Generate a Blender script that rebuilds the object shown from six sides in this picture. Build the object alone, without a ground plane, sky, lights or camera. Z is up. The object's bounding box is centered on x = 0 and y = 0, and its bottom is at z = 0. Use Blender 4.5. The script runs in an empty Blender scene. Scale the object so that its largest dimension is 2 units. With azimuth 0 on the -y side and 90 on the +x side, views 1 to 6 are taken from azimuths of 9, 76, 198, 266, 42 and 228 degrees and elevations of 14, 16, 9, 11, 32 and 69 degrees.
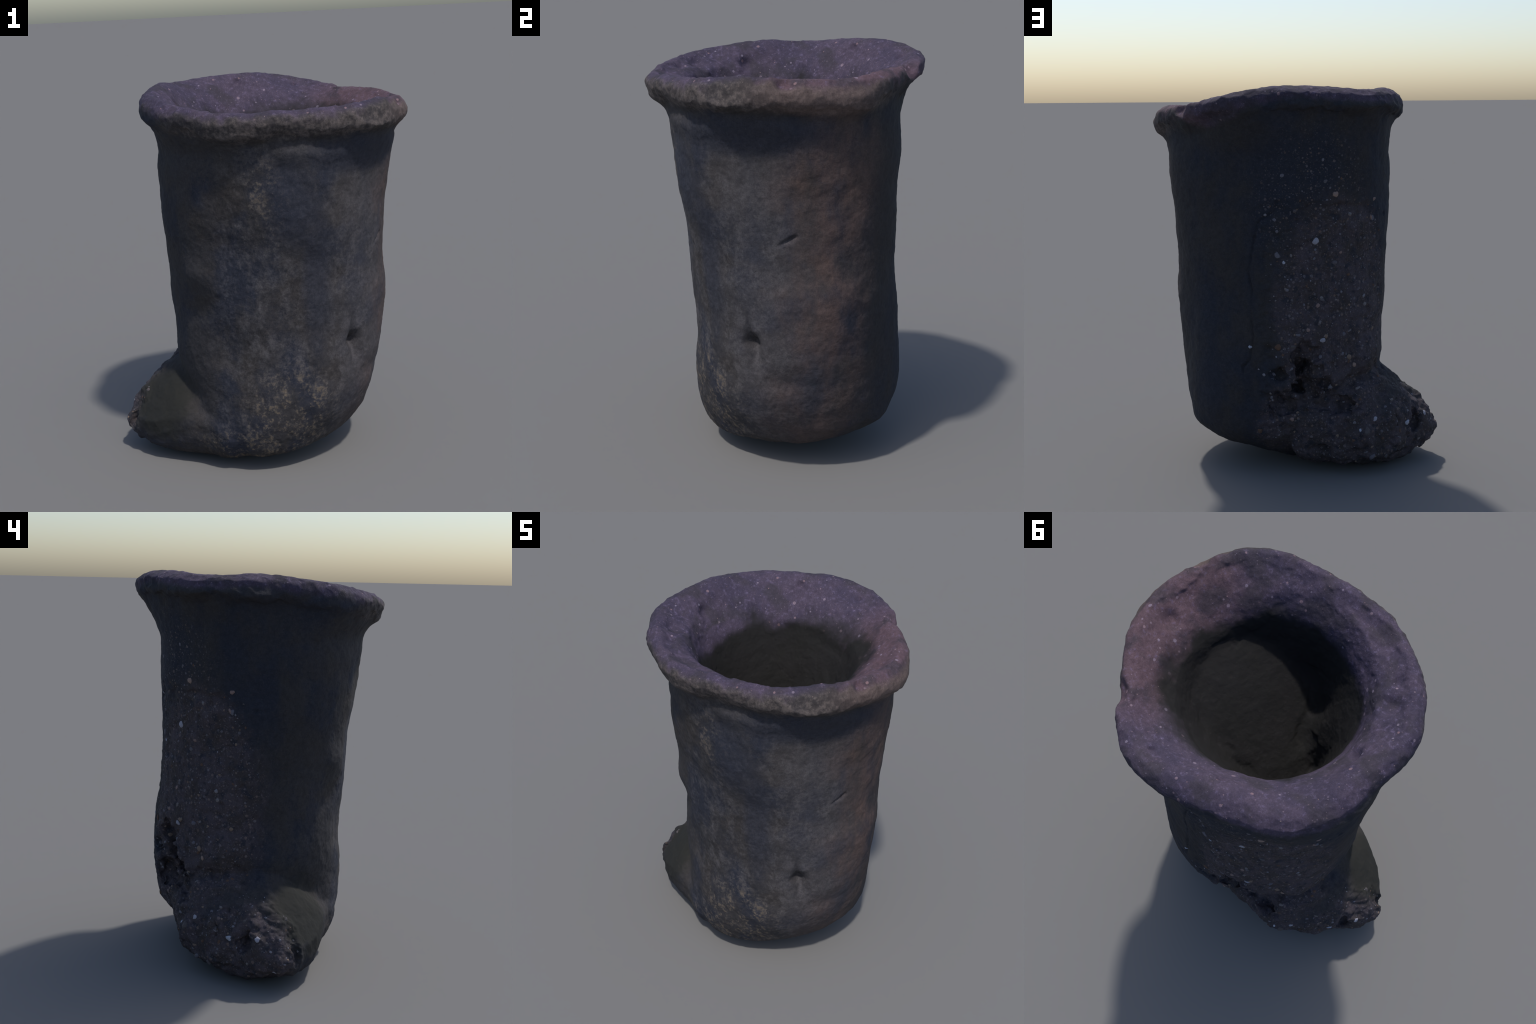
import bpy, bmesh, math, random
import numpy as np
from mathutils import Vector, Matrix, noise as mnoise
from mathutils.kdtree import KDTree

rng = np.random.default_rng(7)
TAU = 2 * math.pi
VOXEL = 0.0055      # size of the remeshing grid in metres

# ------------------------------------------------------------------ profile of the vessel
# Horizontal sections of the outer wall: height, centre x, centre y, mean radius,
# and the two second-harmonic terms that make the section slightly oval.
WALL = [
    # z     cx     cy     R      a2      b2
    (0.04, 0.010, 0.015, 0.265, -0.030, 0.030),
    (0.10, 0.085, 0.021, 0.376, -0.038, 0.041),
    (0.20, 0.078, 0.035, 0.456, -0.019, 0.041),
    (0.30, 0.077, 0.036, 0.487, -0.010, 0.026),
    (0.40, 0.080, 0.039, 0.502, -0.002, 0.015),
    (0.50, 0.066, 0.044, 0.518, 0.010, 0.008),
    (0.60, 0.065, 0.043, 0.529, 0.023, 0.000),
    (0.75, 0.074, 0.035, 0.534, 0.032, -0.006),
    (0.90, 0.080, 0.019, 0.535, 0.039, -0.003),
    (1.05, 0.077, 0.014, 0.531, 0.036, 0.007),
    (1.20, 0.076, 0.009, 0.533, 0.036, 0.015),
    (1.35, 0.079, 0.000, 0.544, 0.035, 0.017),
    (1.50, 0.089, -0.004, 0.556, 0.032, 0.016),
    (1.60, 0.094, -0.010, 0.564, 0.033, 0.009),
    (1.68, 0.106, -0.018, 0.574, 0.031, -0.006),
]
# Lip edge as a wobbling ring around RIM_C: Fourier terms (mean, c1, s1, c2, s2, ...)
RIM_C = (0.10, -0.03)
RIM_R = [0.6381, -0.0004, 0.008, 0.0143, 0.0095, 0.0053, -0.0142, 0.0017, -0.0081,
         0.0079, 0.0096, -0.0095, 0.0064, 0.0028, 0.0007]
RIM_Z = [1.9218, -0.0459, 0.033, 0.0038, -0.0219, -0.0023, -0.0067, 0.0008, 0.005,
         -0.0082, -0.0028, 0.0006, -0.0029, -0.0024, 0.0002]
NT = 288
th = np.linspace(0, TAU, NT, endpoint=False)
co, si = np.cos(th), np.sin(th)


def fourier(c):
    v = np.full(NT, c[0])
    for k in range(1, (len(c) - 1) // 2 + 1):
        v = v + c[2 * k - 1] * np.cos(k * th) + c[2 * k] * np.sin(k * th)
    return v


def bump(centre_deg, width_deg):
    d = (np.degrees(th) - centre_deg + 180) % 360 - 180
    return np.exp(-(d / width_deg) ** 2)


def wall_ring(z, cx, cy, R, a2, b2):
    """Section whose support function is h(phi): point = h n + h' t."""
    h = R + a2 * np.cos(2 * th) + b2 * np.sin(2 * th)
    dh = -2 * a2 * np.sin(2 * th) + 2 * b2 * np.cos(2 * th)
    return np.stack([cx + h * co - dh * si, cy + h * si + dh * co, np.full(NT, z)], -1)


def ring(c, r, z):
    return np.stack([c[0] + r * co, c[1] + r * si, z + 0 * th], -1)


rim_r, rim_z = fourier(RIM_R), fourier(RIM_Z) + 0.006
# the lip is a thick rolled bead on the front (-y, +x) and a wide soft flare at the back
bead = np.clip(bump(255, 95) + 0.6 * bump(345, 60), 0, 1)
back, left, right = bump(140, 45), bump(195, 32), bump(12, 24)
spots = bump(165, 20) + bump(100, 18)
front = bump(-38, 26)
rim_z = rim_z + 0.013 * bump(92, 38) + 0.009 * bump(150, 20)
hollow = bump(124, 22)
rim_r = rim_r - 0.012 * bump(218, 15) + 0.012 * bump(338, 12)

ridge = 0.018 * bump(5, 25) + 0.016 * bump(217, 22)      # where the crest stands highest over the edge
# uneven hand-rolled edge
wav = 0.5 * np.sin(5 * th + 1) + 0.4 * np.sin(9 * th + 2.2) + 0.35 * np.sin(14 * th + 0.5) + 0.25 * np.sin(23 * th + 1.7)
wav2 = 0.5 * np.sin(7 * th + 0.4) + 0.4 * np.sin(12 * th + 2.9) + 0.3 * np.sin(19 * th + 1.1)

rings = [np.tile([[-0.16, 0.0, 0.0]], (NT, 1)),
         ring((-0.11, 0.0), 0.14, 0.010)]
rings += [wall_ring(*w) for w in WALL]
rings[-1] += np.stack([co, si, 0 * th], -1) * (0.006 * back)[:, None]
rings += [
    ring(RIM_C, rim_r - 0.052 + 0.034 * back + 0.034 * hollow + 0.012 * bump(25, 35) + 0.016 * left - 0.034 * bump(68, 25) - 0.022 * bump(143, 15) + 0.016 * bump(43, 20) + 0.022 * spots + 0.024 * front, rim_z - 0.146),
    ring(RIM_C, rim_r - 0.028 + 0.014 * bead + 0.040 * back + 0.030 * hollow + 0.022 * left + 0.020 * right - 0.018 * bump(68, 25) + 0.016 * bump(148, 34) + 0.022 * spots + 0.034 * front + 0.007 * wav2, rim_z - 0.104 + 0.016 * wav),
    ring(RIM_C, rim_r - 0.012 + 0.014 * bead + 0.040 * back + 0.016 * hollow + 0.012 * left + 0.018 * right + 0.012 * spots + 0.016 * front, rim_z - 0.075),
    ring(RIM_C, rim_r + 0.006 + 0.004 * bead + 0.026 * back + 0.016 * bump(120, 14) + 0.004 * wav2, rim_z - 0.040 + 0.006 * wav),
    ring(RIM_C, rim_r - 0.012 + 0.010 * back, rim_z - 0.010 + 0.4 * ridge),
    ring(RIM_C, rim_r - 0.042, rim_z - 0.001 + ridge),
    ring(RIM_C, rim_r - 0.085, rim_z - 0.024 + ridge),
]
funnel = 0.022 * bump(127, 30) + 0.03 * bump(264, 26) - 0.022 * bump(-6, 18) - 0.02 * bump(185, 24) - 0.016 * bump(40, 20)
THROAT = (0.092, -0.030)
rings += [
    ring((0.10, -0.03), 0.47 + 0 * th, 0.5 * (rim_z - 0.06) + 0.5 * 1.82 + 0.028 * bump(215, 26) + funnel),
    ring(THROAT, 0.400 + 0.015 * bump(205, 24), 1.755 + 0.3 * (rim_z - 1.92) + funnel * 0.6),
    ring(THROAT, 0.378 + 0.02 * bump(205, 24), 1.70 + 0 * th),
]


def floor_z(x, y):
    """Tilted clogged floor of the bowl: high towards +x, low towards -x."""
    z = 1.455 + 0.76 * (x - 0.13) + 0.06 * y
    return 1.42 + 0.42 * np.tanh((z - 1.42) / 0.42)


steep = 1.8 + 2.4 * bump(-12, 32) + 2.4 * bump(128, 24) + 2.6 * bump(178, 28) + 1.2 * bump(-85, 30)      # how sharply the walls of the well drop
for f in (0.97, 0.90, 0.80, 0.65, 0.45, 0.22, 0.0):
    x = ring(THROAT, (0.378 + 0.02 * bump(205, 24)) * f, 1.6)
    cone = 1.70 - (1 - f) * 0.378 * steep
    fl = floor_z(x[:, 0], x[:, 1])
    x[:, 2] = np.minimum(np.log(np.exp(cone * 60) + np.exp(fl * 60)) / 60, 1.71 - 0.02 * (1 - f))
    rings.append(x)
R_ = np.array(rings)


def catmull(P, seg):
    """Chord-length cubic through the control rings (Hermite with monotone-ish tangents)."""
    n = len(P)
    d = np.linalg.norm(np.diff(P, axis=0), axis=2).mean(1)
    t = np.concatenate([[0], np.cumsum(d)])
    m = np.zeros_like(P)
    for i in range(n):
        a, b = max(i - 1, 0), min(i + 1, n - 1)
        m[i] = (P[b] - P[a]) / (t[b] - t[a])
    out = []
    for i in range(n - 1):
        h = t[i + 1] - t[i]
        k = max(2, int(round(h / seg)))
        for s in np.arange(k) / k:
            out.append((2 * s**3 - 3 * s**2 + 1) * P[i] + (s**3 - 2 * s**2 + s) * h * m[i]
                       + (-2 * s**3 + 3 * s**2) * P[i + 1] + (s**3 - s**2) * h * m[i + 1])
    out.append(P[-1])
    return np.array(out)


def loft(name, rows):
    """Closed loft: rows of NT points, the first and last rows collapsed to poles."""
    n = len(rows)
    verts = [tuple(rows[0].mean(0))] + [tuple(p) for r in rows[1:-1] for p in r] + [tuple(rows[-1].mean(0))]
    k = rows.shape[1]
    faces = []
    for j in range(k):
        j2 = (j + 1) % k
        faces.append((0, 1 + j2, 1 + j))
        for i in range(n - 3):
            a, b = 1 + i * k, 1 + (i + 1) * k
            faces.append((a + j, a + j2, b + j2, b + j))
        a = 1 + (n - 3) * k
        faces.append((a + j, a + j2, len(verts) - 1))
    me = bpy.data.meshes.new(name)
    me.from_pydata(verts, [], faces)
    ob = bpy.data.objects.new(name, me)
    bpy.context.collection.objects.link(ob)
    return ob


# Places where the thrown wall swells or sinks: angle, height, angular and vertical spread, amount
SWELLS = [
    (-60, 1.28, 30, 0.22, 0.042), (-74, 1.42, 20, 0.16, 0.018), (-60, 1.56, 16, 0.11, 0.020), (-24, 1.22, 18, 0.20, 0.014),
    (-42, 0.80, 30, 0.12, -0.008), (-38, 0.48, 32, 0.17, 0.028), (-19, 0.63, 12, 0.10, 0.013),
    (250, 1.22, 14, 0.14, -0.012), (229, 1.06, 9, 0.07, 0.018), (226, 0.90, 14, 0.10, -0.016), (246, 0.66, 16, 0.14, -0.015),
    (38, 0.60, 16, 0.16, -0.015), (62, 0.20, 14, 0.10, -0.032), (118, 1.50, 14, 0.14, 0.012),
    (140, 0.68, 16, 0.18, -0.030), (160, 0.61, 10, 0.08, 0.024), (172, 0.74, 18, 0.14, -0.014),
    (163, 1.32, 16, 0.14, 0.010), (156, 1.56, 16, 0.15, 0.028), (157, 1.12, 12, 0.12, -0.010),
]
outer = catmull(R_, 0.02)
ang = np.degrees(np.arctan2(outer[..., 1] - 0.02, outer[..., 0] - 0.08))
rad = np.hypot(outer[..., 1] - 0.02, outer[..., 0] - 0.08)
is_wall = (rad > 0.43) * np.clip((1.84 - outer[..., 2]) / 0.14, 0, 1)
for a0, z0, wa, wz, amp in SWELLS:
    d = (ang - a0 + 180) % 360 - 180
    g = amp * np.exp(-(d / wa) ** 2 - ((outer[..., 2] - z0) / wz) ** 2) * is_wall
    outer[..., 0] += g * np.cos(np.radians(ang))
    outer[..., 1] += g * np.sin(np.radians(ang))
# the base is tilted: it rests on the side of the stub and rises towards +x
low = np.clip(1 - outer[..., 2] / 0.24, 0, 1)
outer[..., 2] += (0.06 * np.clip(outer[..., 0] + 0.12, 0, None) + 0.17 * np.clip(outer[..., 1], 0, None) * np.clip((outer[..., 0] + 0.16) / 0.3, 0, 1)) * low
pot = loft("pot_solid", outer)

# ------------------------------------------------------------------ broken stem stub, towards -x
# sections along x: x, y-range, z-range
STUB = [
    (-0.10, -0.42, 0.42, 0.016, 0.50),
    (-0.30, -0.365, 0.42, 0.002, 0.53),
    (-0.45, -0.325, 0.38, 0.000, 0.53),
    (-0.58, -0.272, 0.27, 0.022, 0.43),
    (-0.69, -0.195, 0.11, 0.075, 0.325),
    (-0.745, -0.17, 0.00, 0.105, 0.24),
    (-0.772, -0.12, -0.08, 0.150, 0.180),
]


def superellipse(x, y0, y1, z0, z1, p=2.2):
    c, s = np.cos(th), np.sin(th)
    yy = np.sign(c) * np.abs(c) ** (2 / p)
    zz = np.sign(s) * np.abs(s) ** (2 / p)
    low_back = (c > 0) & (s < 0)                                     # squarer under the broken end
    yy = np.where(low_back, np.abs(c) ** (2 / 2.6), yy)
    zz = np.where(low_back, -np.abs(s) ** (2 / 2.6), zz)
    low_front = (c < 0) & (s < 0)
    yy = np.where(low_front, -np.abs(c) ** (2 / 3.0), yy)
    zz = np.where(low_front, -np.abs(s) ** (2 / 3.0), zz)
    yy = np.where(c < 0, yy * (1 - 0.44 * np.clip(zz, 0, 1)), yy)   # the -y shoulder is shaved off
    return np.stack([np.full(NT, x), (y0 + y1) / 2 + (y1 - y0) / 2 * yy, (z0 + z1) / 2 + (z1 - z0) / 2 * zz], -1)


srows = [np.tile([[-0.02, 0.03, 0.28]], (NT, 1))] + [superellipse(*s) for s in STUB] + [np.tile([[-0.776, -0.10, 0.168]], (NT, 1))]
stub = loft("stub_solid", catmull(np.array(srows), 0.02)[:, ::-1])

# ------------------------------------------------------------------ union, cavities, remesh
def fix_normals(ob):
    bm = bmesh.new()
    bm.from_mesh(ob.data)
    bmesh.ops.recalc_face_normals(bm, faces=bm.faces)
    bm.to_mesh(ob.data)
    bm.free()


def lump(name, centre, radii, out, spin=0.0, rough=0.16, seed=0):
    """Noisy ellipsoid; radii are (across, along the outward direction, up)."""
    bm = bmesh.new()
    bmesh.ops.create_icosphere(bm, subdivisions=4, radius=1.0)
    o = Vector(out).normalized()
    up = Vector((0, 0, 1)) - o * o.z
    up.normalize()
    side = o.cross(up)
    if spin:
        q = Matrix.Rotation(math.radians(spin), 3, o)
        up, side = q @ up, q @ side
    for v in bm.verts:
        k = Vector((seed * 3.7, seed * 1.3, 0))
        n = 1 + rough * (2 * mnoise.noise(v.co * 1.4 + k) + 1.4 * mnoise.noise(v.co * 3.3 + k))
        p = v.co * n
        v.co = Vector(centre) + side * (p.x * radii[0]) + o * (p.y * radii[1]) + up * (p.z * radii[2])
    me = bpy.data.meshes.new(name)
    bm.to_mesh(me)
    bm.free()
    ob = bpy.data.objects.new(name, me)
    bpy.context.collection.objects.link(ob)
    return ob


def boolean(target, tool, op):
    m = target.modifiers.new("b", "BOOLEAN")
    m.operation, m.object, m.solver = op, tool, "EXACT"
    dg = bpy.context.evaluated_depsgraph_get()
    me = bpy.data.meshes.new_from_object(target.evaluated_get(dg))
    target.modifiers.clear()
    target.data = me
    bpy.data.objects.remove(tool)


for o_ in (pot, stub):
    fix_normals(o_)
boolean(pot, stub, "UNION")

FRACT = (-0.55, 0.83, 0.0)      # outward direction of the broken back face
STUBF = (-0.80, 0.58, 0.05)     # outward direction of the broken stub end
CAVITIES = [
    # centre,                 radii (across, deep, up),  outward, spin
    ((-0.185, 0.460, 0.565), (0.058, 0.150, 0.066), FRACT, 10),    # round hole under the wall
    ((-0.165, 0.500, 0.610), (0.080, 0.035, 0.070), FRACT, 0),     # hollow leading into it
    ((-0.320, 0.425, 0.385), (0.140, 0.085, 0.055), FRACT, 4),
    ((-0.190, 0.480, 0.455), (0.095, 0.150, 0.075), FRACT, 0),
    ((-0.120, 0.510, 0.400), (0.085, 0.120, 0.060), FRACT, 0),
    ((-0.215, 0.480, 0.520), (0.100, 0.080, 0.075), FRACT, 20),
    ((-0.200, 0.490, 0.645), (0.085, 0.085, 0.075), FRACT, 15),
    ((-0.080, 0.535, 0.560), (0.050, 0.060, 0.045), FRACT, 0),
    ((-0.290, 0.430, 0.500), (0.050, 0.080, 0.050), FRACT, 0),     # long shelf between wall and stub
    ((-0.420, 0.385, 0.430), (0.080, 0.055, 0.036), FRACT, 10),
    ((-0.200, 0.480, 0.455), (0.060, 0.090, 0.060), FRACT, 25),
    ((-0.090, 0.520, 0.430), (0.070, 0.070, 0.050), FRACT, -15),
    ((-0.150, 0.500, 0.405), (0.075, 0.080, 0.042), FRACT, -8),
    ((-0.040, 0.545, 0.440), (0.080, 0.045, 0.036), FRACT, -22),
    ((-0.045, 0.530, 0.360), (0.026, 0.050, 0.075), FRACT, 0),
    ((-0.345, 0.400, 0.555), (0.035, 0.045, 0.075), FRACT, 8),
    ((-0.628, 0.228, 0.290), (0.024, 0.040, 0.050), STUBF, 0),     # hollows in the stub end
    ((-0.700, 0.098, 0.250), (0.044, 0.080, 0.055), STUBF, 5),     # smoke bore
    ((-0.265, 0.415, 0.150), (0.055, 0.050, 0.026), FRACT, 0),
    ((-0.430, 0.400, 0.130), (0.060, 0.050, 0.030), FRACT, -12),
    ((-0.720, -0.170, 0.190), (0.030, 0.040, 0.050), (-0.6, -0.8, 0), 0),
    ((-0.690, -0.020, 0.055), (0.080, 0.045, 0.030), (-0.8, 0.1, -0.4), 0),
]
for i, (c, r, o_, sp) in enumerate(CAVITIES):
    boolean(pot, lump("cavity", c, r, o_, sp, 0.2, i), "DIFFERENCE")

m = pot.modifiers.new("r", "REMESH")
m.mode, m.voxel_size, m.adaptivity = "VOXEL", VOXEL, 0.0
dg = bpy.context.evaluated_depsgraph_get()
solid = bpy.data.meshes.new_from_object(pot.evaluated_get(dg))
bpy.data.objects.remove(pot)


def arrays(me):
    v = np.empty(len(me.vertices) * 3)
    me.vertices.foreach_get("co", v)
    n = np.empty(len(me.vertices) * 3, dtype=np.float32)
    me.vertex_normals.foreach_get("vector", n)
    return v.reshape(-1, 3), n.reshape(-1, 3).astype(float)


def edges_of(me):
    e = np.empty(len(me.edges) * 2, dtype=np.int64)
    me.edges.foreach_get("vertices", e)
    return e.reshape(-1, 2)


V, Nrm = arrays(solid)
E_ = edges_of(solid)
deg = np.bincount(E_.ravel(), minlength=len(V))[:, None]


def relax(a, steps, f=0.5):
    for _ in range(steps):
        acc = np.stack([np.bincount(E_[:, 0], a[E_[:, 1], k], len(a)) + np.bincount(E_[:, 1], a[E_[:, 0], k], len(a))
                        for k in range(a.shape[1])], -1)
        a = a + f * (acc / deg - a)
    return a


V = relax(V, 3)
# melt the crease where the stub leaves the wall (front and top), as a potter's thumb would
crease = np.exp(-(((V - np.array([-0.37, -0.14, 0.36])) / np.array([0.16, 0.30, 0.26])) ** 2).sum(1) ** 2)
crease = np.maximum(crease, np.exp(-(((V - np.array([-0.25, -0.30, 0.12])) / np.array([0.22, 0.2, 0.2])) ** 2).sum(1) ** 2))
for _ in range(90):
    V = V + crease[:, None] * (relax(V, 1, 0.6) - V)
solid.vertices.foreach_set("co", V.ravel())
solid.update()
V, Nrm = arrays(solid)
Nrm = relax(Nrm, 8)
Nrm /= np.linalg.norm(Nrm, axis=1)[:, None] + 1e-9


# ------------------------------------------------------------------ knocked, faceted form
def facets(P, N, strength, spacing, seed):
    """Flatten the surface towards the tangent planes of scattered points, as hand-paddled clay is."""
    order = np.random.default_rng(seed).permutation(len(P))[:60000]
    grid, seeds = {}, []
    for i in order:
        sp_ = spacing[i]
        if sp_ <= 0:
            continue
        p = P[i]
        key = tuple(np.floor(p / 0.09).astype(int))
        near = [j for dx in (-1, 0, 1) for dy in (-1, 0, 1) for dz in (-1, 0, 1)
                for j in grid.get((key[0] + dx, key[1] + dy, key[2] + dz), ())]
        if near and (((P[near] - p) ** 2).sum(1) < sp_ ** 2).any():
            continue
        grid.setdefault(key, []).append(int(i))
        seeds.append(int(i))
    tree = KDTree(len(seeds))
    for k, i in enumerate(seeds):
        tree.insert(P[i], k)
    tree.balance()
    out = P.copy()
    for v in np.nonzero(strength > 0.02)[0]:
        i = seeds[tree.find(P[v])[1]]
        out[v] -= N[i] * (strength[v] * float((P[v] - P[i]) @ N[i]))
    return out


is_lip = (V[:, 2] > 1.76) & (np.hypot(V[:, 0] - 0.1, V[:, 1] + 0.03) > 0.44)
is_bowl = (np.hypot(V[:, 0] - 0.1, V[:, 1] + 0.03) < 0.44) & (V[:, 2] > 1.0)
is_stub = (V[:, 0] < -0.42) & (V[:, 2] < 0.6)
sharp = np.where(is_lip, 0.62, np.where(is_bowl, 0.35, np.where(is_stub, 0.55, 0.20)))
space = np.where(is_lip, 0.042, np.where(is_bowl, 0.075, np.where(is_stub, 0.05, 0.06)))
V = relax(facets(V, Nrm, sharp, space, 5), 2)
solid.vertices.foreach_set("co", V.ravel())
solid.update()
V, Nrm = arrays(solid)
Nrm = relax(Nrm, 6)
Nrm /= np.linalg.norm(Nrm, axis=1)[:, None] + 1e-9


# ------------------------------------------------------------------ surface relief
def grad_noise(P, seed=0):
    """Vectorised 3-D gradient noise, about -1..1."""
    P = P + seed * 17.31
    i = np.floor(P).astype(np.int64)
    f = P - i
    u = f * f * f * (f * (f * 6 - 15) + 10)
    out = np.zeros(len(P))
    for dx in (0, 1):
        for dy in (0, 1):
            for dz in (0, 1):
                h = ((i[:, 0] + dx) * 374761393 + (i[:, 1] + dy) * 668265263 + (i[:, 2] + dz) * 2147483647 + seed * 974711) & 0xFFFFFFFF
                h = ((h ^ (h >> 13)) * 1274126177) & 0xFFFFFFFF
                h = h ^ (h >> 16)
                a = (h & 1023) / 1023 * TAU
                c = ((h >> 10) & 1023) / 511.5 - 1
                s = np.sqrt(np.maximum(0, 1 - c * c))
                g = (f[:, 0] - dx) * s * np.cos(a) + (f[:, 1] - dy) * s * np.sin(a) + (f[:, 2] - dz) * c
                w = (u[:, 0] if dx else 1 - u[:, 0]) * (u[:, 1] if dy else 1 - u[:, 1]) * (u[:, 2] if dz else 1 - u[:, 2])
                out += w * g
    return out * 1.6


def fbm(P, scale, octaves=3, seed=0):
    v, a = 0, 1.0
    for k in range(octaves):
        v = v + a * grad_noise(P * scale * 2.03**k, seed + k)
        a *= 0.5
    return v


def sstep(a, b, x):
    t = np.clip((x - a) / (b - a), 0, 1)
    return t * t * (3 - 2 * t)


X, Y, Z = V.T
TH = np.degrees(np.arctan2(Y - 0.02, X - 0.08))
RAD = np.hypot(Y - 0.02, X - 0.08)
warp = 0.03 * fbm(V, 9, 2, 40)
inner = sstep(0.47, 0.44, np.hypot(X - 0.10, Y + 0.05) + 0 * Z) * sstep(1.0, 1.1, Z) * (1 - sstep(1.86, 1.9, Z))
mouth = sstep(1.70, 1.76, Z) * sstep(0.1, 0.4, Nrm[:, 2])
lipz = sstep(1.74, 1.80, Z)

CRACK = [(0.002, 0.509, 1.493), (-0.018, 0.502, 1.457), (-0.052, 0.492, 1.43), (-0.038, 0.493, 1.383),
         (0.032, 0.504, 1.34), (0.061, 0.504, 1.25), (0.081, 0.506, 1.143), (0.095, 0.508, 1.068),
         (0.073, 0.511, 0.983), (0.077, 0.52, 0.855), (0.06, 0.536, 0.75), (0.075, 0.547, 0.636),
         (0.116, 0.547, 0.596), (0.112, 0.55, 0.555), (0.074, 0.552, 0.528), (0.041, 0.55, 0.50)]
STEP = [(-0.052, 0.492, 1.43), (-0.15, 0.458, 1.44), (-0.188, 0.438, 1.413), (-0.234, 0.412, 1.424),
        (-0.289, 0.373, 1.419), (-0.32, 0.346, 1.401), (-0.376, 0.289, 1.418), (-0.429, 0.214, 1.395),
        (-0.445, 0.185, 1.355), (-0.451, 0.172, 1.31), (-0.463, 0.139, 1.241), (-0.475, 0.10, 1.10)]


def line_dist(P, line):
    d = np.full(len(P), 9.0)
    for a, b in zip(line[:-1], line[1:]):
        a, b = np.array(a), np.array(b)
        t = np.clip(((P - a) @ (b - a)) / ((b - a) @ (b - a)), 0, 1)
        d = np.minimum(d, np.linalg.norm(P - a - t[:, None] * (b - a), axis=1))
    return d


# the broken face: between the crack on the right and about the stub on the left, below the step
ang_c = TH + 60 * warp
ang_c = np.where(ang_c < -90, ang_c + 360, ang_c)
broken = sstep(92, 97, ang_c) * (1 - sstep(165, 185, ang_c)) * (1 - sstep(1.40, 1.425, Z + 0.5 * warp)) * (RAD > 0.42)
stub_end = sstep(0.30, 0.36, (-X) * 0.80 + Y * 0.58 - 0.10 + warp) * (1 - sstep(0.48, 0.55, Z)) * (X < -0.25)
under = sstep(0.16, 0.06, Z) * sstep(-0.2, -0.5, Nrm[:, 2])
rough = np.clip(np.maximum.reduce([broken * 0.8, stub_end, 0.7 * under, 0.5 * broken]), 0, 1)

disp = 0.006 * fbm(V, 4.5, 3, 1) * (1 - 0.5 * inner)
disp += 0.0022 * fbm(V, 16, 3, 5) + 0.0008 * fbm(V, 60, 2, 9)
disp += lipz * (0.004 * fbm(V, 9, 2, 12) + 0.003 * (0.3 - np.abs(fbm(V, 14, 2, 15))))
# angular flakes and pits of the broken core
disp += stub_end * 0.020 * fbm(V, 8, 3, 33)
disp += rough * (0.010 * fbm(V, 13, 3, 20) + 0.0035 * (0.35 - np.abs(fbm(V, 38, 2, 24))) + 0.0018 * fbm(V, 95, 2, 27))
disp -= 0.012 * broken * np.exp(-line_dist(V, STEP) / 0.06)
pick = np.random.default_rng(21).choice(len(V), 70, p=(broken + stub_end) / (broken + stub_end).sum())
for i in pick:
    rp = 0.007 + 0.012 * ((i * 7919) % 100) / 100
    q = ((V - V[i]) ** 2).sum(1) / rp ** 2
    disp -= 0.65 * rp * np.exp(-q ** 1.5)
# the ragged hollow where the stem tore away
torn = np.exp(-(((V - np.array([-0.20, 0.46, 0.38])) / np.array([0.26, 0.16, 0.17])) ** 2).sum(1) ** 2)
disp += torn * (0.020 * fbm(V, 10, 3, 60) - 0.004)
# cracks, of uneven depth
uneven = 0.55 + 0.9 * np.clip(fbm(V, 12, 2, 70), -0.5, 1)
wob = V + 0.004 * np.stack([grad_noise(V * 40, 51), grad_noise(V * 40, 52), grad_noise(V * 40, 53)], -1)
disp -= 0.013 * uneven * np.exp(-(line_dist(wob, CRACK) / 0.006) ** 2)
disp -= 0.014 * uneven * np.exp(-(line_dist(wob, STEP[:9]) / 0.010) ** 2)
LOW_CRACK = [(-0.02, -0.50, 0.47), (0.06, -0.51, 0.44), (0.13, -0.515, 0.41), (0.20, -0.50, 0.37), (0.25, -0.48, 0.32)]
disp -= 0.006 * np.exp(-(line_dist(wob, LOW_CRACK) / 0.007) ** 2)


def dent(c, r, depth, power=2.0):
    """Smooth pit with radii r (x, y, z) around c."""
    q = np.sqrt((((V - np.array(c)) / np.array(r)) ** 2).sum(1))
    return -depth * np.exp(-q ** power)


# star-shaped gouge and slit on the front right
disp += dent((0.494, -0.302, 0.765), (0.018, 0.018, 0.065), 0.014)
disp += dent((0.500, -0.294, 0.697), (0.036, 0.036, 0.036), 0.044)
disp += dent((0.507, -0.280, 0.640), (0.032, 0.032, 0.065), 0.034)
disp += dent((0.484, -0.318, 0.690), (0.024, 0.024, 0.016), 0.010)
SLIT = [(0.618, -0.185, 1.172), (0.624, -0.150, 1.192), (0.628, -0.112, 1.212)]
disp -= 0.014 * np.exp(-(line_dist(V, SLIT) / 0.009) ** 2)
# knocks on the front foot
for c, r, d_ in (((0.21, -0.47, 0.375), 0.022, 0.016), ((0.34, -0.40, 0.13), 0.035, 0.022), ((0.22, -0.43, 0.14), 0.035, 0.018),
                 ((-0.22, -0.46, 0.35), 0.02, 0.012), ((0.07, -0.50, 0.30), 0.018, 0.008), ((0.45, -0.28, 0.15), 0.03, 0.016),
                 ((0.5, 0.25, 0.2), 0.04, 0.014), ((0.30, -0.50, 0.50), 0.014, 0.008)):
    disp += dent(c, (r, r, r * 0.8), d_)
V = V + Nrm * disp[:, None]

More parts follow.
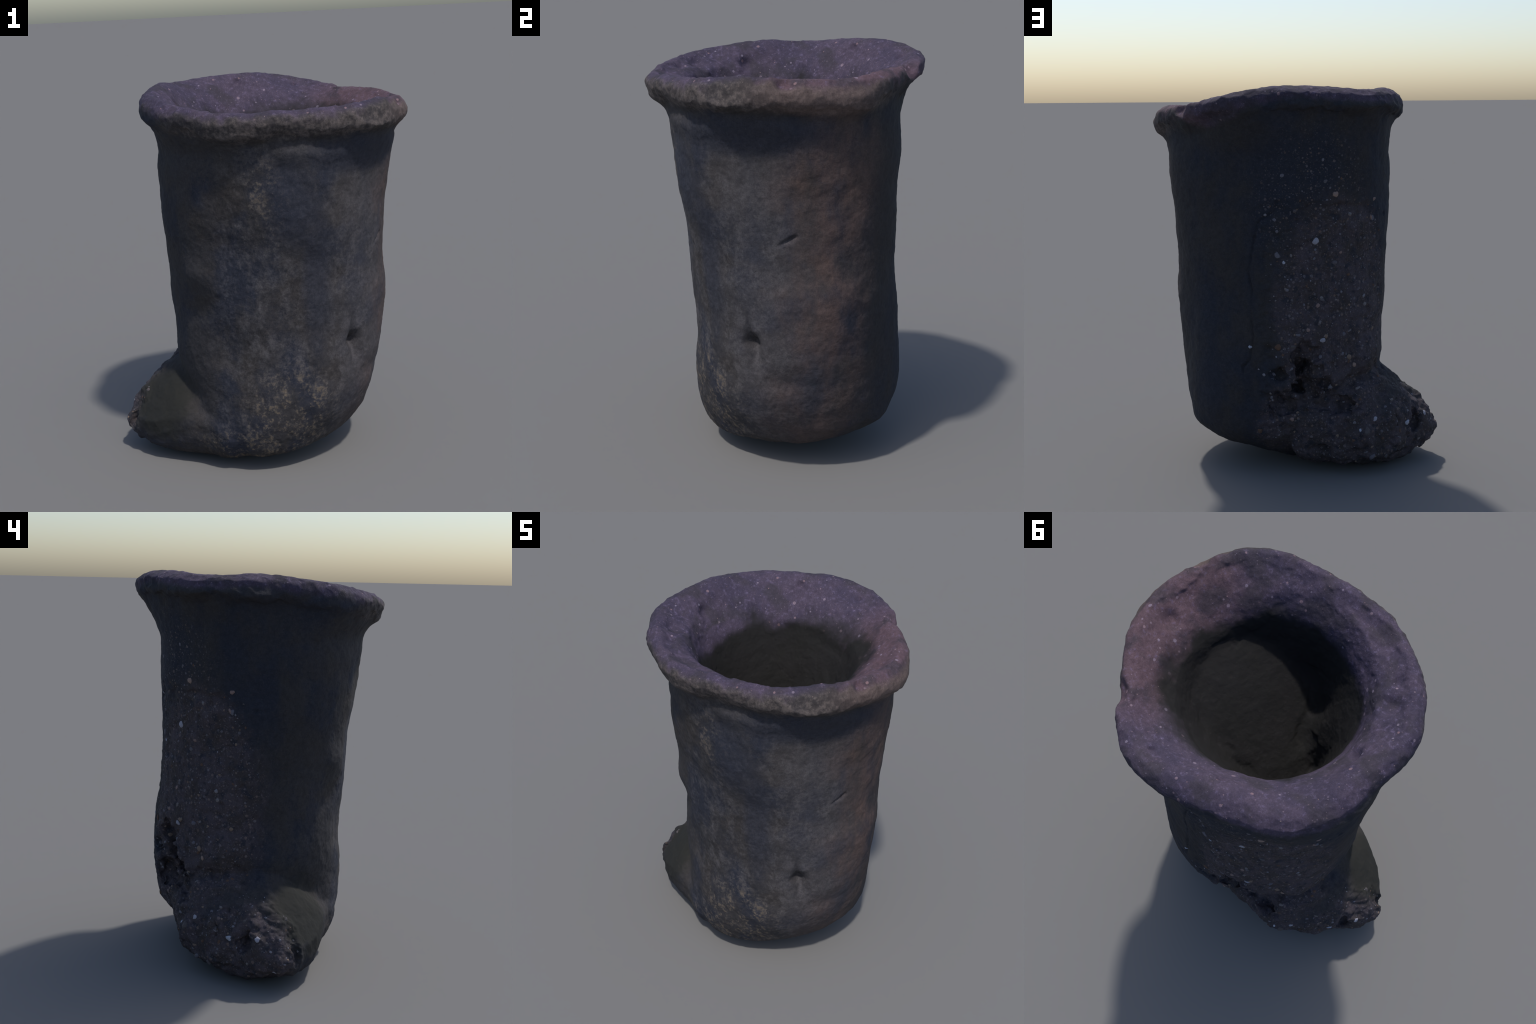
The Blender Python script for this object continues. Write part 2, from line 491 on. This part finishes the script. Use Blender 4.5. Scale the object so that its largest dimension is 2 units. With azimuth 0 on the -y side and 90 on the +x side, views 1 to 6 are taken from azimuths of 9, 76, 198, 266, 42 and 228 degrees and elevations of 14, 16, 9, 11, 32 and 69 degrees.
# chips and the notch of the lip: push down / inwards
def push(c, r, vec):
    global V
    q = (((V - np.array(c)) / np.array(r)) ** 2).sum(1)
    V = V + np.exp(-q ** 1.6)[:, None] * np.array(vec)


push((0.475, 0.500, 1.91), (0.07, 0.05, 0.06), (-0.020, -0.020, -0.022))
push((0.40, 0.56, 1.93), (0.05, 0.035, 0.06), (0.0, 0.0, 0.018))
push((0.735, -0.175, 1.88), (0.03, 0.04, 0.03), (-0.015, 0.0, -0.016))
push((0.62, 0.36, 1.80), (0.025, 0.025, 0.05), (-0.018, -0.010, 0.0))
# pits in the flared mouth: place, radius, push
MOUTH_PITS = [
    ((-0.147, 0.417, 1.957), 0.024, (-0.006, 0.008, -0.022)), ((0.151, 0.542, 1.915), 0.016, (0.0, 0.008, -0.016)),
    ((-0.372, -0.082, 1.885), 0.036, (-0.020, 0.0, -0.016)), ((-0.322, -0.343, 1.890), 0.045, (-0.008, -0.008, -0.020)),
    ((0.610, 0.100, 1.845), 0.042, (0.006, 0.0, -0.024)), ((0.690, -0.290, 1.890), 0.022, (0.0, 0.0, -0.012)),
    ((-0.309, 0.200, 1.842), 0.022, (-0.008, 0.004, -0.010)), ((0.485, 0.470, 1.895), 0.030, (-0.004, -0.004, -0.018)),
    ((-0.257, -0.452, 1.880), 0.030, (0.0, 0.0, -0.016)), ((0.56, 0.30, 1.87), 0.018, (0.0, 0.0, -0.010)),
]
for c, r, d_ in MOUTH_PITS:
    push(c, (r, r, r), tuple(d_))

# overall size: 2 m tall, standing on z = 0
top, bot = V[:, 2].max(), V[:, 2].min()
V[:, 2] = np.where(V[:, 2] > 1.95, 1.95 + (V[:, 2] - 1.95) * 0.05 / (top - 1.95), V[:, 2])
V[:, 2] = np.where(V[:, 2] < 0.04, 0.04 + (V[:, 2] - 0.04) * 0.04 / (0.04 - bot), V[:, 2])
V[:, 0] -= (V[:, 0].max() + V[:, 0].min()) / 2
V[:, 1] -= (V[:, 1].max() + V[:, 1].min()) / 2
solid.vertices.foreach_set("co", V.ravel())
solid.update()
V, Nrm = arrays(solid)

# ------------------------------------------------------------------ materials
class Nodes:
    """Small helper to write shader maths as expressions."""

    def __init__(self, name):
        self.mat = bpy.data.materials.new(name)
        self.mat.use_nodes = True
        self.t = self.mat.node_tree
        self.bsdf = self.t.nodes["Principled BSDF"]
        self.pos = self.t.nodes.new("ShaderNodeTexCoord").outputs["Object"]
        sp = self.t.nodes.new("ShaderNodeSeparateXYZ")
        self.link(self.pos, sp.inputs[0])
        self.x, self.y, self.z = sp.outputs

    def link(self, a, b):
        self.t.links.new(a, b)

    def put(self, sock, v):
        if isinstance(v, bpy.types.NodeSocket):
            self.link(v, sock)
        elif isinstance(v, (tuple, list)):
            sock.default_value = (*v, 1) if len(v) == 3 and len(sock.default_value) == 4 else v
        else:
            sock.default_value = v

    def m(self, op, a, b=0.0, c=0.0, clamp=False):
        n = self.t.nodes.new("ShaderNodeMath")
        n.operation, n.use_clamp = op, clamp
        for s, v in zip(n.inputs, (a, b, c)):
            self.put(s, v)
        return n.outputs[0]

    def add(self, *v):
        r = v[0]
        for k in v[1:]:
            r = self.m("ADD", r, k)
        return r

    def mul(self, *v):
        r = v[0]
        for k in v[1:]:
            r = self.m("MULTIPLY", r, k)
        return r

    def inv(self, v):
        return self.m("SUBTRACT", 1.0, v)

    def vm(self, op, a, b=(0, 0, 0)):
        n = self.t.nodes.new("ShaderNodeVectorMath")
        n.operation = op
        self.put(n.inputs[0], a)
        self.put(n.inputs[1], b)
        return n.outputs["Value"] if op in ("LENGTH", "DOT_PRODUCT") else n.outputs[0]

    def step(self, v, lo, hi):
        n = self.t.nodes.new("ShaderNodeMapRange")
        n.interpolation_type = "SMOOTHSTEP"
        self.put(n.inputs["Value"], v)
        n.inputs["From Min"].default_value = lo
        n.inputs["From Max"].default_value = hi
        if lo > hi:
            n.inputs["From Min"].default_value, n.inputs["From Max"].default_value = hi, lo
            n.inputs["To Min"].default_value, n.inputs["To Max"].default_value = 1, 0
        return n.outputs["Result"]

    def noise(self, scale, detail=4, rough=0.55, stretch=(1, 1, 1), offset=(0, 0, 0), col=False, dist=0.0):
        mp = self.t.nodes.new("ShaderNodeMapping")
        mp.inputs["Scale"].default_value = stretch
        mp.inputs["Location"].default_value = offset
        self.link(self.pos, mp.inputs[0])
        n = self.t.nodes.new("ShaderNodeTexNoise")
        n.inputs["Scale"].default_value = scale
        n.inputs["Detail"].default_value = detail
        n.inputs["Roughness"].default_value = rough
        n.inputs["Distortion"].default_value = dist
        self.link(mp.outputs[0], n.inputs["Vector"])
        return n.outputs["Color" if col else "Fac"]

    def specks(self, scale, size, offset=(0, 0, 0)):
        """Mask of separate grains and a random value per grain."""
        mp = self.t.nodes.new("ShaderNodeMapping")
        mp.inputs["Location"].default_value = offset
        self.link(self.pos, mp.inputs[0])
        n = self.t.nodes.new("ShaderNodeTexVoronoi")
        n.inputs["Scale"].default_value = scale
        self.link(mp.outputs[0], n.inputs["Vector"])
        w = self.t.nodes.new("ShaderNodeSeparateColor")
        self.link(n.outputs["Color"], w.inputs[0])
        r1, r2 = w.outputs[0], w.outputs[1]
        lim = self.mul(self.m("POWER", r1, 3.0), size)
        return self.step(self.m("SUBTRACT", lim, n.outputs["Distance"]), 0.0, 0.06), r2

    def blob(self, c, r, soft=0.35, warp=None, w=0.0):
        v = self.pos
        if warp is not None:
            v = self.vm("ADD", v, self.vm("MULTIPLY", self.vm("SUBTRACT", warp, (0.5, 0.5, 0.5)), (w, w, w)))
        d = self.vm("LENGTH", self.vm("DIVIDE", self.vm("SUBTRACT", v, c), r))
        return self.step(d, 1 + soft, 1 - soft)

    def mix(self, a, b, f, mode="MIX"):
        n = self.t.nodes.new("ShaderNodeMix")
        n.data_type, n.blend_type = "RGBA", mode
        self.put(n.inputs["Factor"], f)
        self.put(n.inputs["A"], a)
        self.put(n.inputs["B"], b)
        return n.outputs["Result"]

    def any(self, *v):
        r = v[0]
        for k in v[1:]:
            r = self.m("MAXIMUM", r, k)
        return r

    def finish(self, colour, rough, bump, strength=0.3, dist=0.004, spec=0.25):
        self.put(self.bsdf.inputs["Base Color"], colour)
        self.put(self.bsdf.inputs["Roughness"], rough)
        self.bsdf.inputs["Specular IOR Level"].default_value = spec
        if bump is not None:
            b = self.t.nodes.new("ShaderNodeBump")
            b.inputs["Strength"].default_value = strength
            b.inputs["Distance"].default_value = dist
            self.put(b.inputs["Height"], bump)
            self.link(b.outputs[0], self.bsdf.inputs["Normal"])
        return self.mat


def clay_material():
    g = Nodes("fired_clay")
    W = g.noise(3.2, 3, 0.5, col=True)
    W2 = g.noise(14, 4, 0.6, offset=(3, 1, 2), col=True)
    n_big = g.noise(4.5, 4, 0.55, stretch=(1, 1, 0.5))
    n_mid = g.noise(13, 5, 0.65, stretch=(1, 1, 0.6), offset=(2, 5, 1))
    n_fine = g.noise(48, 5, 0.7, offset=(1, 2, 7))
    n_grain = g.noise(170, 3, 0.7)
    # smoked wall: blue-black clouds over charcoal
    col = g.mix(C_BLUE, C_CHAR, g.step(g.add(g.mul(n_big, 0.75), g.mul(n_fine, 0.25)), 0.40, 0.58))
    col = g.mix(col, C_UMBER, g.mul(g.step(g.noise(3.4, 4, 0.55, offset=(6, 1, 9)), 0.48, 0.62), 0.7))
    # ash-grey scuffs, mostly on the front
    front = g.any(g.blob((0.16, -0.52, 0.95), (0.34, 0.30, 0.85), 0.4, W, 0.35),
                  g.blob((0.50, -0.36, 0.75), (0.28, 0.26, 0.90), 0.4, W, 0.35),
                  g.blob((0.25, -0.42, 0.30), (0.46, 0.40, 0.28), 0.4, W, 0.25))
    ash = g.mul(g.step(g.add(g.mul(n_mid, 0.68), g.mul(n_fine, 0.32)), 0.44, 0.64), g.add(g.mul(front, 0.80), 0.08))
    col = g.mix(col, C_ASH, g.mul(ash, 0.48))
    veil = g.any(g.blob((0.60, -0.25, 0.60), (0.22, 0.28, 0.62), 0.5, W, 0.3), g.blob((0.56, -0.30, 1.40), (0.16, 0.20, 0.30), 0.5, W, 0.2))
    col = g.mix(col, C_GREY, g.mul(veil, 0.46))
    # ochre crust low on the front
    och = g.any(g.blob((0.20, -0.45, 0.30), (0.22, 0.2, 0.26), 0.5, W2, 0.15), g.blob((0.03, -0.40, 0.13), (0.30, 0.2, 0.12), 0.5, W2, 0.15),
                g.mul(g.blob((0.13, -0.52, 1.45), (0.10, 0.15, 0.18), 0.5, W2, 0.1), 0.6))
    col = g.mix(col, C_OCHRE, g.mul(och, g.step(g.add(g.mul(n_fine, 0.6), g.mul(n_mid, 0.4)), 0.50, 0.62), 0.8))
    # oxidised red-brown flank towards +x
    red = g.any(g.blob((0.68, 0.05, 1.38), (0.24, 0.20, 0.38), 0.7, W, 0.3), g.blob((0.66, 0.08, 0.92), (0.22, 0.22, 0.58), 0.7, W, 0.35),
                g.mul(g.blob((0.62, 0.00, 0.35), (0.25, 0.26, 0.35), 0.5, W, 0.2), 0.6))
    red = g.mul(red, g.step(g.noise(9, 4, 0.6, stretch=(1, 1, 0.55), offset=(8, 3, 3)), 0.12, 0.75))
    col = g.mix(col, C_RED, g.mul(red, g.step(n_big, 0.28, 0.55), 0.85))
    # bluish dark band under the lip and dark patches on the front
    smudge = g.any(g.blob((0.26, -0.52, 1.45), (0.13, 0.2, 0.22), 0.5, W, 0.2), g.blob((0.60, -0.30, 1.66), (0.34, 0.34, 0.09), 0.5, W, 0.12),
                   g.blob((0.34, -0.45, 1.12), (0.07, 0.12, 0.40), 0.5, W, 0.12))
    col = g.mix(col, C_BLUE, g.mul(smudge, 0.75))
    # back: even blue-black, finely speckled
    back = g.any(g.blob((0.30, 0.62, 0.95), (0.62, 0.50, 1.3), 0.3, W, 0.25), g.blob((-0.42, 0.35, 1.35), (0.50, 0.62, 0.75), 0.3, W, 0.25))
    backc = g.mix(C_BACK, C_BROWN, g.step(g.add(g.mul(n_big, 0.7), g.mul(n_mid, 0.3)), 0.42, 0.62))
    backc = g.mix(backc, C_BROWN, g.any(g.blob((0.62, 0.32, 1.1), (0.25, 0.28, 0.8), 0.5, W, 0.3), g.blob((0.35, 0.58, 1.80), (0.35, 0.25, 0.10), 0.6, W2, 0.1)))
    col = g.mix(col, backc, g.mul(back, 0.85))
    # broken core
    core = g.any(g.blob((-0.34, 0.32, 0.85), (0.34, 0.36, 0.60), 0.16, W2, 0.16),
                 g.blob((-0.30, 0.46, 0.25), (0.36, 0.25, 0.34), 0.14, W2, 0.12),
                 g.blob((-0.66, 0.10, 0.18), (0.24, 0.27, 0.23), 0.16, W2, 0.10))
    corec = g.mix(C_CORE, C_COREB, g.step(n_mid, 0.40, 0.62))
    corec = g.mix(corec, C_BACK, g.mul(g.step(g.noise(24, 4, 0.6, offset=(4, 4, 4)), 0.52, 0.66), 0.8))
    col = g.mix(col, corec, g.mul(core, 0.9))
    haze = g.blob((-0.25, 0.45, 1.45), (0.34, 0.3, 0.35), 0.5, W, 0.25)
    s1, r1 = g.specks(60, 0.50)
    s2, r2 = g.specks(140, 0.60, (3, 1, 5))
    grainy = g.any(core, g.mul(haze, 0.7), 0.12)
    col = g.mix(col, g.mix(C_GRIT, C_GRITB, r1), g.mul(s1, g.step(grainy, 0.1, 0.8), 0.6))
    col = g.mix(col, g.mix(C_GRIT, C_GRITB, r2), g.mul(s2, grainy, 0.38))
    # smooth grey-green cap of the stub
    cap = g.blob((-0.54, -0.22, 0.32), (0.20, 0.20, 0.20), 0.35, W2, 0.16)
    col = g.mix(col, C_CAP, g.mul(cap, 0.9))
    # lip and mouth, located from the ring of the lip: e = distance inside it, h = height over it
    dx, dy = g.m("SUBTRACT", g.x, RIM_C[0]), g.m("SUBTRACT", g.y, RIM_C[1])
    r = g.m("SQRT", g.add(g.mul(dx, dx), g.mul(dy, dy)))
    az = g.m("ARCTAN2", dy, dx)
    ring_r, ring_z = RIM_R[0], RIM_Z[0] + 0.006
    for k in range(1, 8):
        cs, sn = g.m("COSINE", g.mul(az, float(k))), g.m("SINE", g.mul(az, float(k)))
        ring_r = g.add(ring_r, g.mul(cs, RIM_R[2 * k - 1]), g.mul(sn, RIM_R[2 * k]))
        ring_z = g.add(ring_z, g.mul(cs, RIM_Z[2 * k - 1]), g.mul(sn, RIM_Z[2 * k]))
    wob = g.mul(g.m("SUBTRACT", n_mid, 0.5), 0.05)
    e = g.m("SUBTRACT", ring_r, r)
    h = g.m("SUBTRACT", g.z, ring_z)
    behind = g.step(g.add(g.mul(dx, -0.65), g.mul(dy, 0.75)), 0.10, 0.35)
    inside = g.step(g.m("SUBTRACT", 0.45, r), 0.0, 0.02)
    mouth = g.any(g.mul(g.step(g.add(h, 0.055, g.mul(e, 0.5), g.mul(behind, 0.03), wob), -0.018, 0.018), g.step(g.add(e, wob, g.mul(behind, 0.06)), -0.015, 0.012)),
                  g.mul(inside, g.step(g.z, 1.0, 1.02)))
    faces_front = g.step(g.add(g.mul(dx, 0.75), g.mul(dy, -0.8)), -0.12, 0.22)
    lip = g.mul(g.step(g.add(h, 0.13, wob), -0.02, 0.02), g.any(faces_front, g.mul(g.step(g.add(h, 0.06, wob), -0.02, 0.03), 0.55)))
    lipc = g.mix(C_LIP, C_LIPB, g.step(g.add(g.mul(n_mid, 0.5), g.mul(n_fine, 0.5)), 0.42, 0.60))
    lipc = g.mix(lipc, C_LIPR, g.mul(g.blob((0.76, -0.02, 1.85), (0.2, 0.28, 0.2), 0.5, W, 0.1), 0.7))
    col = g.mix(col, lipc, g.mul(lip, 0.85))
    mc = g.mix(C_VIO, C_VIOB, g.step(g.add(g.mul(n_big, 0.5), g.mul(n_mid, 0.5)), 0.40, 0.60))
    rosy = g.any(g.blob((0.56, 0.20, 1.83), (0.34, 0.42, 0.2), 0.5, W, 0.2), g.blob((0.66, -0.10, 1.86), (0.14, 0.2, 0.15), 0.5, W, 0.1))
    mc = g.mix(mc, C_ROSE, g.mul(rosy, 0.8))
    mc = g.mix(mc, C_VIOL, g.mul(g.step(n_fine, 0.54, 0.70), 0.55))
    mc = g.mix(mc, C_DUSK, g.mul(g.step(g.noise(7, 3, 0.5, offset=(9, 2, 4)), 0.46, 0.62), 0.7))
    s3, r3 = g.specks(30, 0.30, (7, 2, 1))
    s4, r4 = g.specks(90, 0.30, (1, 8, 2))
    pale = g.mix(C_PALE, C_PINK, r3)
    mc = g.mix(mc, pale, g.mul(s3, 0.45))
    mc = g.mix(mc, pale, g.mul(s4, 0.25))
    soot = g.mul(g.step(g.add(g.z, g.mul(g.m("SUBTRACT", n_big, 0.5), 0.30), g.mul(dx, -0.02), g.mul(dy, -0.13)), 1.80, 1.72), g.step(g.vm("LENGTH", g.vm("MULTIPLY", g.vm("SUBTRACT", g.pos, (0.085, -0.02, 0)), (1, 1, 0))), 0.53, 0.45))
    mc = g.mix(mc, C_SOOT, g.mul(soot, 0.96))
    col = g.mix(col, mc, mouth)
    # grain
    col = g.mix(col, g.mix((0.74, 0.74, 0.75), (1.26, 1.25, 1.24), g.step(g.add(g.mul(n_fine, 0.5), g.mul(n_grain, 0.5)), 0.32, 0.68)),
                g.inv(g.mul(g.any(g.mul(soot, mouth), g.mul(cap, 0.8)), 0.9)), "MULTIPLY")
    height = g.add(g.mul(n_fine, 0.6), g.mul(n_grain, 0.35), g.mul(g.any(s1, s2), core, 0.2))
    return g.finish(col, 0.88, height, 0.55, 0.006)


C_BLUE, C_CHAR, C_BACK = (0.022, 0.025, 0.038), (0.035, 0.033, 0.036), (0.019, 0.022, 0.033)
C_ASH, C_GREY, C_OCHRE = (0.110, 0.103, 0.109), (0.064, 0.060, 0.067), (0.145, 0.112, 0.076)
C_BROWN = (0.030, 0.028, 0.030)
C_UMBER = (0.037, 0.032, 0.030)
C_RED = (0.112, 0.072, 0.062)
C_CORE, C_COREB = (0.061, 0.050, 0.060), (0.045, 0.037, 0.039)
C_GRIT, C_GRITB = (0.135, 0.130, 0.155), (0.165, 0.115, 0.092)
C_CAP, C_SOOT = (0.019, 0.019, 0.016), (0.0125, 0.0123, 0.0112)
C_LIP, C_LIPB, C_LIPR = (0.045, 0.039, 0.040), (0.098, 0.082, 0.077), (0.125, 0.088, 0.080)
C_VIO, C_VIOB, C_VIOL = (0.044, 0.036, 0.061), (0.064, 0.049, 0.076), (0.110, 0.089, 0.155)
C_ROSE, C_DUSK = (0.105, 0.064, 0.074), (0.036, 0.031, 0.040)
C_PALE, C_PINK = (0.30, 0.26, 0.34), (0.30, 0.18, 0.18)
clay = clay_material()


def grit_material(name, stops):
    g = Nodes(name)
    inf = g.t.nodes.new("ShaderNodeObjectInfo")
    ramp = g.t.nodes.new("ShaderNodeValToRGB")
    ramp.color_ramp.interpolation = "CONSTANT"
    el = ramp.color_ramp.elements
    while len(el) < len(stops):
        el.new(0.5)
    for i, c in enumerate(stops):
        el[i].position = i / len(stops)
        el[i].color = (*c, 1)
    g.link(inf.outputs["Random"], ramp.inputs[0])
    n = g.noise(60, 4, 0.6)
    col = g.mix(ramp.outputs[0], g.mix((0.6, 0.6, 0.6), (1.25, 1.25, 1.25), g.step(n, 0.35, 0.65)), 1.0, "MULTIPLY")
    return g.finish(col, 0.75, n, 0.3, 0.003)


grit_mat = grit_material("mineral_grit", [(0.15, 0.145, 0.17), (0.10, 0.092, 0.105), (0.18, 0.135, 0.11), (0.19, 0.185, 0.215),
                                          (0.10, 0.060, 0.045), (0.12, 0.115, 0.14), (0.16, 0.145, 0.15), (0.085, 0.075, 0.080)])
quartz_mat = grit_material("pale_quartz", [(0.34, 0.36, 0.44), (0.29, 0.29, 0.35)])
feldspar_mat = grit_material("pink_feldspar", [(0.25, 0.18, 0.155), (0.21, 0.15, 0.14)])

# ------------------------------------------------------------------ split the body into its parts
nf = len(solid.polygons)
lt = np.empty(nf, dtype=np.int64)
solid.polygons.foreach_get("loop_total", lt)
lv = np.empty(int(lt.sum()), dtype=np.int64)
solid.loops.foreach_get("vertex_index", lv)
assert (lt == 4).all()
quads = lv.reshape(-1, 4)
FC = V[quads].mean(1)
tilt = 1.928 - 0.072 * (FC[:, 0] - RIM_C[0]) + 0.052 * (FC[:, 1] - RIM_C[1])
fr = np.hypot(FC[:, 0] - RIM_C[0], FC[:, 1] - RIM_C[1])
kind = np.zeros(nf, int)                                                     # wall
kind[FC[:, 2] > tilt - 0.135] = 1                                            # lip
kind[(fr < 0.455) & (FC[:, 2] > 1.0) & (FC[:, 2] < tilt - 0.04)] = 2         # inside of the bowl
kind[(FC[:, 0] < -0.36 - 0.20 * np.clip(FC[:, 2], 0, 1) + 0.25 * np.clip(FC[:, 2] - 0.45, 0, 1)) & (FC[:, 2] < 0.56)] = 3   # stem stub
kind[(FC[:, 2] < 0.075) & (kind == 0)] = 4                                   # base

root = bpy.data.objects.new("clay_vessel", None)
bpy.context.collection.objects.link(root)
root["label"] = "dark burnt clay vessel with flared lip and broken stub"
root["category"] = "pottery"

for k, name in enumerate(("wall", "lip", "bowl_inside", "stem_stub", "base")):
    q = quads[kind == k]
    used, inv_ = np.unique(q.ravel(), return_inverse=True)
    me = bpy.data.meshes.new(name)
    me.from_pydata([tuple(p) for p in V[used]], [], inv_.reshape(-1, 4).tolist())
    me.polygons.foreach_set("use_smooth", np.ones(len(q), dtype=bool))
    me.materials.append(clay)
    me.normals_split_custom_set_from_vertices([tuple(n) for n in Nrm[used]])
    ob = bpy.data.objects.new(name, me)
    bpy.context.collection.objects.link(ob)
    ob.parent = root

# ------------------------------------------------------------------ grit: stones in the broken core
def stone(name, seed, flat, mat, sub=2):
    r_ = random.Random(seed)
    bm = bmesh.new()
    bmesh.ops.create_icosphere(bm, subdivisions=sub, radius=1.0)
    cuts = [Vector((r_.gauss(0, 1), r_.gauss(0, 1), r_.gauss(0, 0.7))).normalized() for _ in range(9)]
    for v in bm.verts:
        p = v.co.copy()
        for c in cuts:            # knock flat facets into the ball
            d = p.dot(c)
            if d > 0.74:
                p -= c * (d - 0.74)
        v.co = Vector((p.x * (0.85 + 0.3 * r_.random() * 0), p.y * 0.85, p.z * flat))
    me = bpy.data.meshes.new(name)
    bm.to_mesh(me)
    bm.free()
    for p in me.polygons:
        p.use_smooth = sub > 2
    me.materials.append(mat)
    return me


stones = [stone("grit_shape", s, 0.55 + 0.05 * s, grit_mat) for s in range(6)]
quartz = [stone("quartz_shape", 20 + s, 0.5, quartz_mat, 3) for s in range(3)]
feldspar = [stone("feldspar_shape", 30 + s, 0.5, feldspar_mat, 3) for s in range(2)]
pr = random.Random(11)


def frame(i, spin):
    n = Vector(Nrm[i]).normalized()
    q = n.to_track_quat("Z", "Y").to_matrix()
    return q @ Matrix.Rotation(spin, 3, "Z"), n


def set_stone(name, mesh, i, size, aspect=1.0, sink=0.25, spin=None):
    rot, n = frame(i, pr.uniform(0, TAU) if spin is None else spin)
    ob = bpy.data.objects.new(name, mesh)
    loc = Vector(V[i]) - n * size * sink
    ob.matrix_world = Matrix.LocRotScale(loc, rot, Vector((size * aspect, size, size)))
    bpy.context.collection.objects.link(ob)
    ob.parent = root
    return ob


def nearest(p):
    return int(np.argmin(((V - np.array(p)) ** 2).sum(1)))


# the stones one can point at: place, half-size, elongation, kind
BIG = [
    ((-0.239, 0.413, 1.231), 0.027, 1.35, "quartz"), ((-0.309, 0.350, 1.470), 0.024, 1.0, "feldspar"),
    ((-0.337, 0.330, 1.173), 0.013, 1.0, "feldspar"), ((-0.084, 0.480, 1.133), 0.012, 1.0, "quartz"),
    ((-0.121, 0.466, 1.164), 0.010, 1.4, "grit"), ((-0.316, 0.352, 1.120), 0.017, 1.1, "grit"),
    ((-0.375, 0.300, 1.054), 0.012, 1.0, "grit"), ((-0.253, 0.430, 0.910), 0.013, 1.3, "feldspar"),
    ((-0.217, 0.470, 0.792), 0.014, 1.0, "feldspar"), ((-0.287, 0.435, 0.713), 0.019, 1.1, "quartz"),
    ((-0.384, 0.345, 0.753), 0.017, 1.0, "grit"), ((-0.067, 0.529, 0.710), 0.024, 1.0, "grit"),
    ((-0.450, 0.228, 0.889), 0.014, 1.0, "grit"), ((-0.054, 0.487, 1.167), 0.020, 1.2, "grit"),
    ((-0.375, 0.289, 1.362), 0.015, 1.0, "grit"), ((-0.456, 0.161, 1.336), 0.013, 1.7, "feldspar"),
    ((-0.531, 0.332, 0.315), 0.018, 1.0, "quartz"), ((-0.492, 0.374, 0.259), 0.022, 1.4, "grit"),
    ((-0.463, 0.393, 0.263), 0.013, 1.2, "quartz"), ((-0.438, 0.404, 0.304), 0.013, 1.0, "grit"),
    ((-0.721, 0.025, 0.269), 0.018, 1.1, "quartz"), ((-0.665, 0.165, 0.245), 0.020, 1.3, "quartz"),
    ((0.069, 0.542, 0.699), 0.013, 1.0, "quartz"), ((-0.122, 0.467, 0.313), 0.016, 1.0, "feldspar"),
    ((-0.467, 0.150, 1.430), 0.016, 1.2, "feldspar"), ((-0.720, -0.060, 0.130), 0.024, 1.6, "quartz"),
    ((-0.690, 0.060, 0.150), 0.012, 1.2, "grit"), ((-0.560, 0.290, 0.200), 0.012, 1.0, "grit"),
    ((-0.400, 0.330, 0.620), 0.018, 1.1, "grit"), ((-0.412, 0.300, 0.580), 0.014, 1.2, "feldspar"),
]
for p, size, asp, kind_ in BIG:
    mesh = pr.choice({"quartz": quartz, "feldspar": feldspar, "grit": stones}[kind_])
    set_stone({"quartz": "quartz_pebble", "feldspar": "feldspar_pebble", "grit": "grit"}[kind_], mesh, nearest(p), size, asp)

# scattered grit over the broken core and the stub end
wgt = np.clip(rough, 0, 1) * (Z > 0.05) * (RAD > 0.43) * (Nrm[:, 2] > -0.7) * ((broken > 0.5) | (stub_end > 0.5))
haze_ = np.exp(-(((V - np.array([-0.25, 0.43, 1.52])) / np.array([0.2, 0.2, 0.12])) ** 2).sum(1)) * (RAD > 0.43)
wgt = wgt + 0.5 * haze_
wgt /= wgt.sum()
for i in rng.choice(len(V), 190, p=wgt, replace=False):
    size = float(np.clip(rng.lognormal(-4.78, 0.38), 0.005, 0.018))
    set_stone("grit", pr.choice(stones), int(i), size, pr.uniform(0.9, 1.5), 0.35)


def scatter_stuff(name, ids, lo, hi, mat, sink):
    bm = bmesh.new()
    for i in ids:
        rot, n = frame(int(i), pr.uniform(0, TAU))
        s = pr.uniform(lo, hi)
        M = Matrix.LocRotScale(Vector(V[int(i)]) - n * s * sink, rot, Vector((s * pr.uniform(0.9, 1.6), s, s * 0.55)))
        bmesh.ops.create_icosphere(bm, subdivisions=1, radius=1.0, matrix=M)
    me = bpy.data.meshes.new(name)
    bm.to_mesh(me)
    bm.free()
    me.materials.append(mat)
    ob = bpy.data.objects.new(name, me)
    ob["kind"] = "stuff"
    bpy.context.collection.objects.link(ob)
    ob.parent = root


scatter_stuff("fine_grit", rng.choice(len(V), 220, p=wgt, replace=False), 0.0022, 0.0045, grit_mat, 0.3)
fun = (np.hypot(X - 0.10, Y + 0.02) > 0.43) * (Nrm[:, 2] > 0.3) * (Z > 1.78)
fun = fun / fun.sum()
scatter_stuff("lip_grit", rng.choice(len(V), 45, p=fun, replace=False), 0.003, 0.008, feldspar_mat, 0.45)
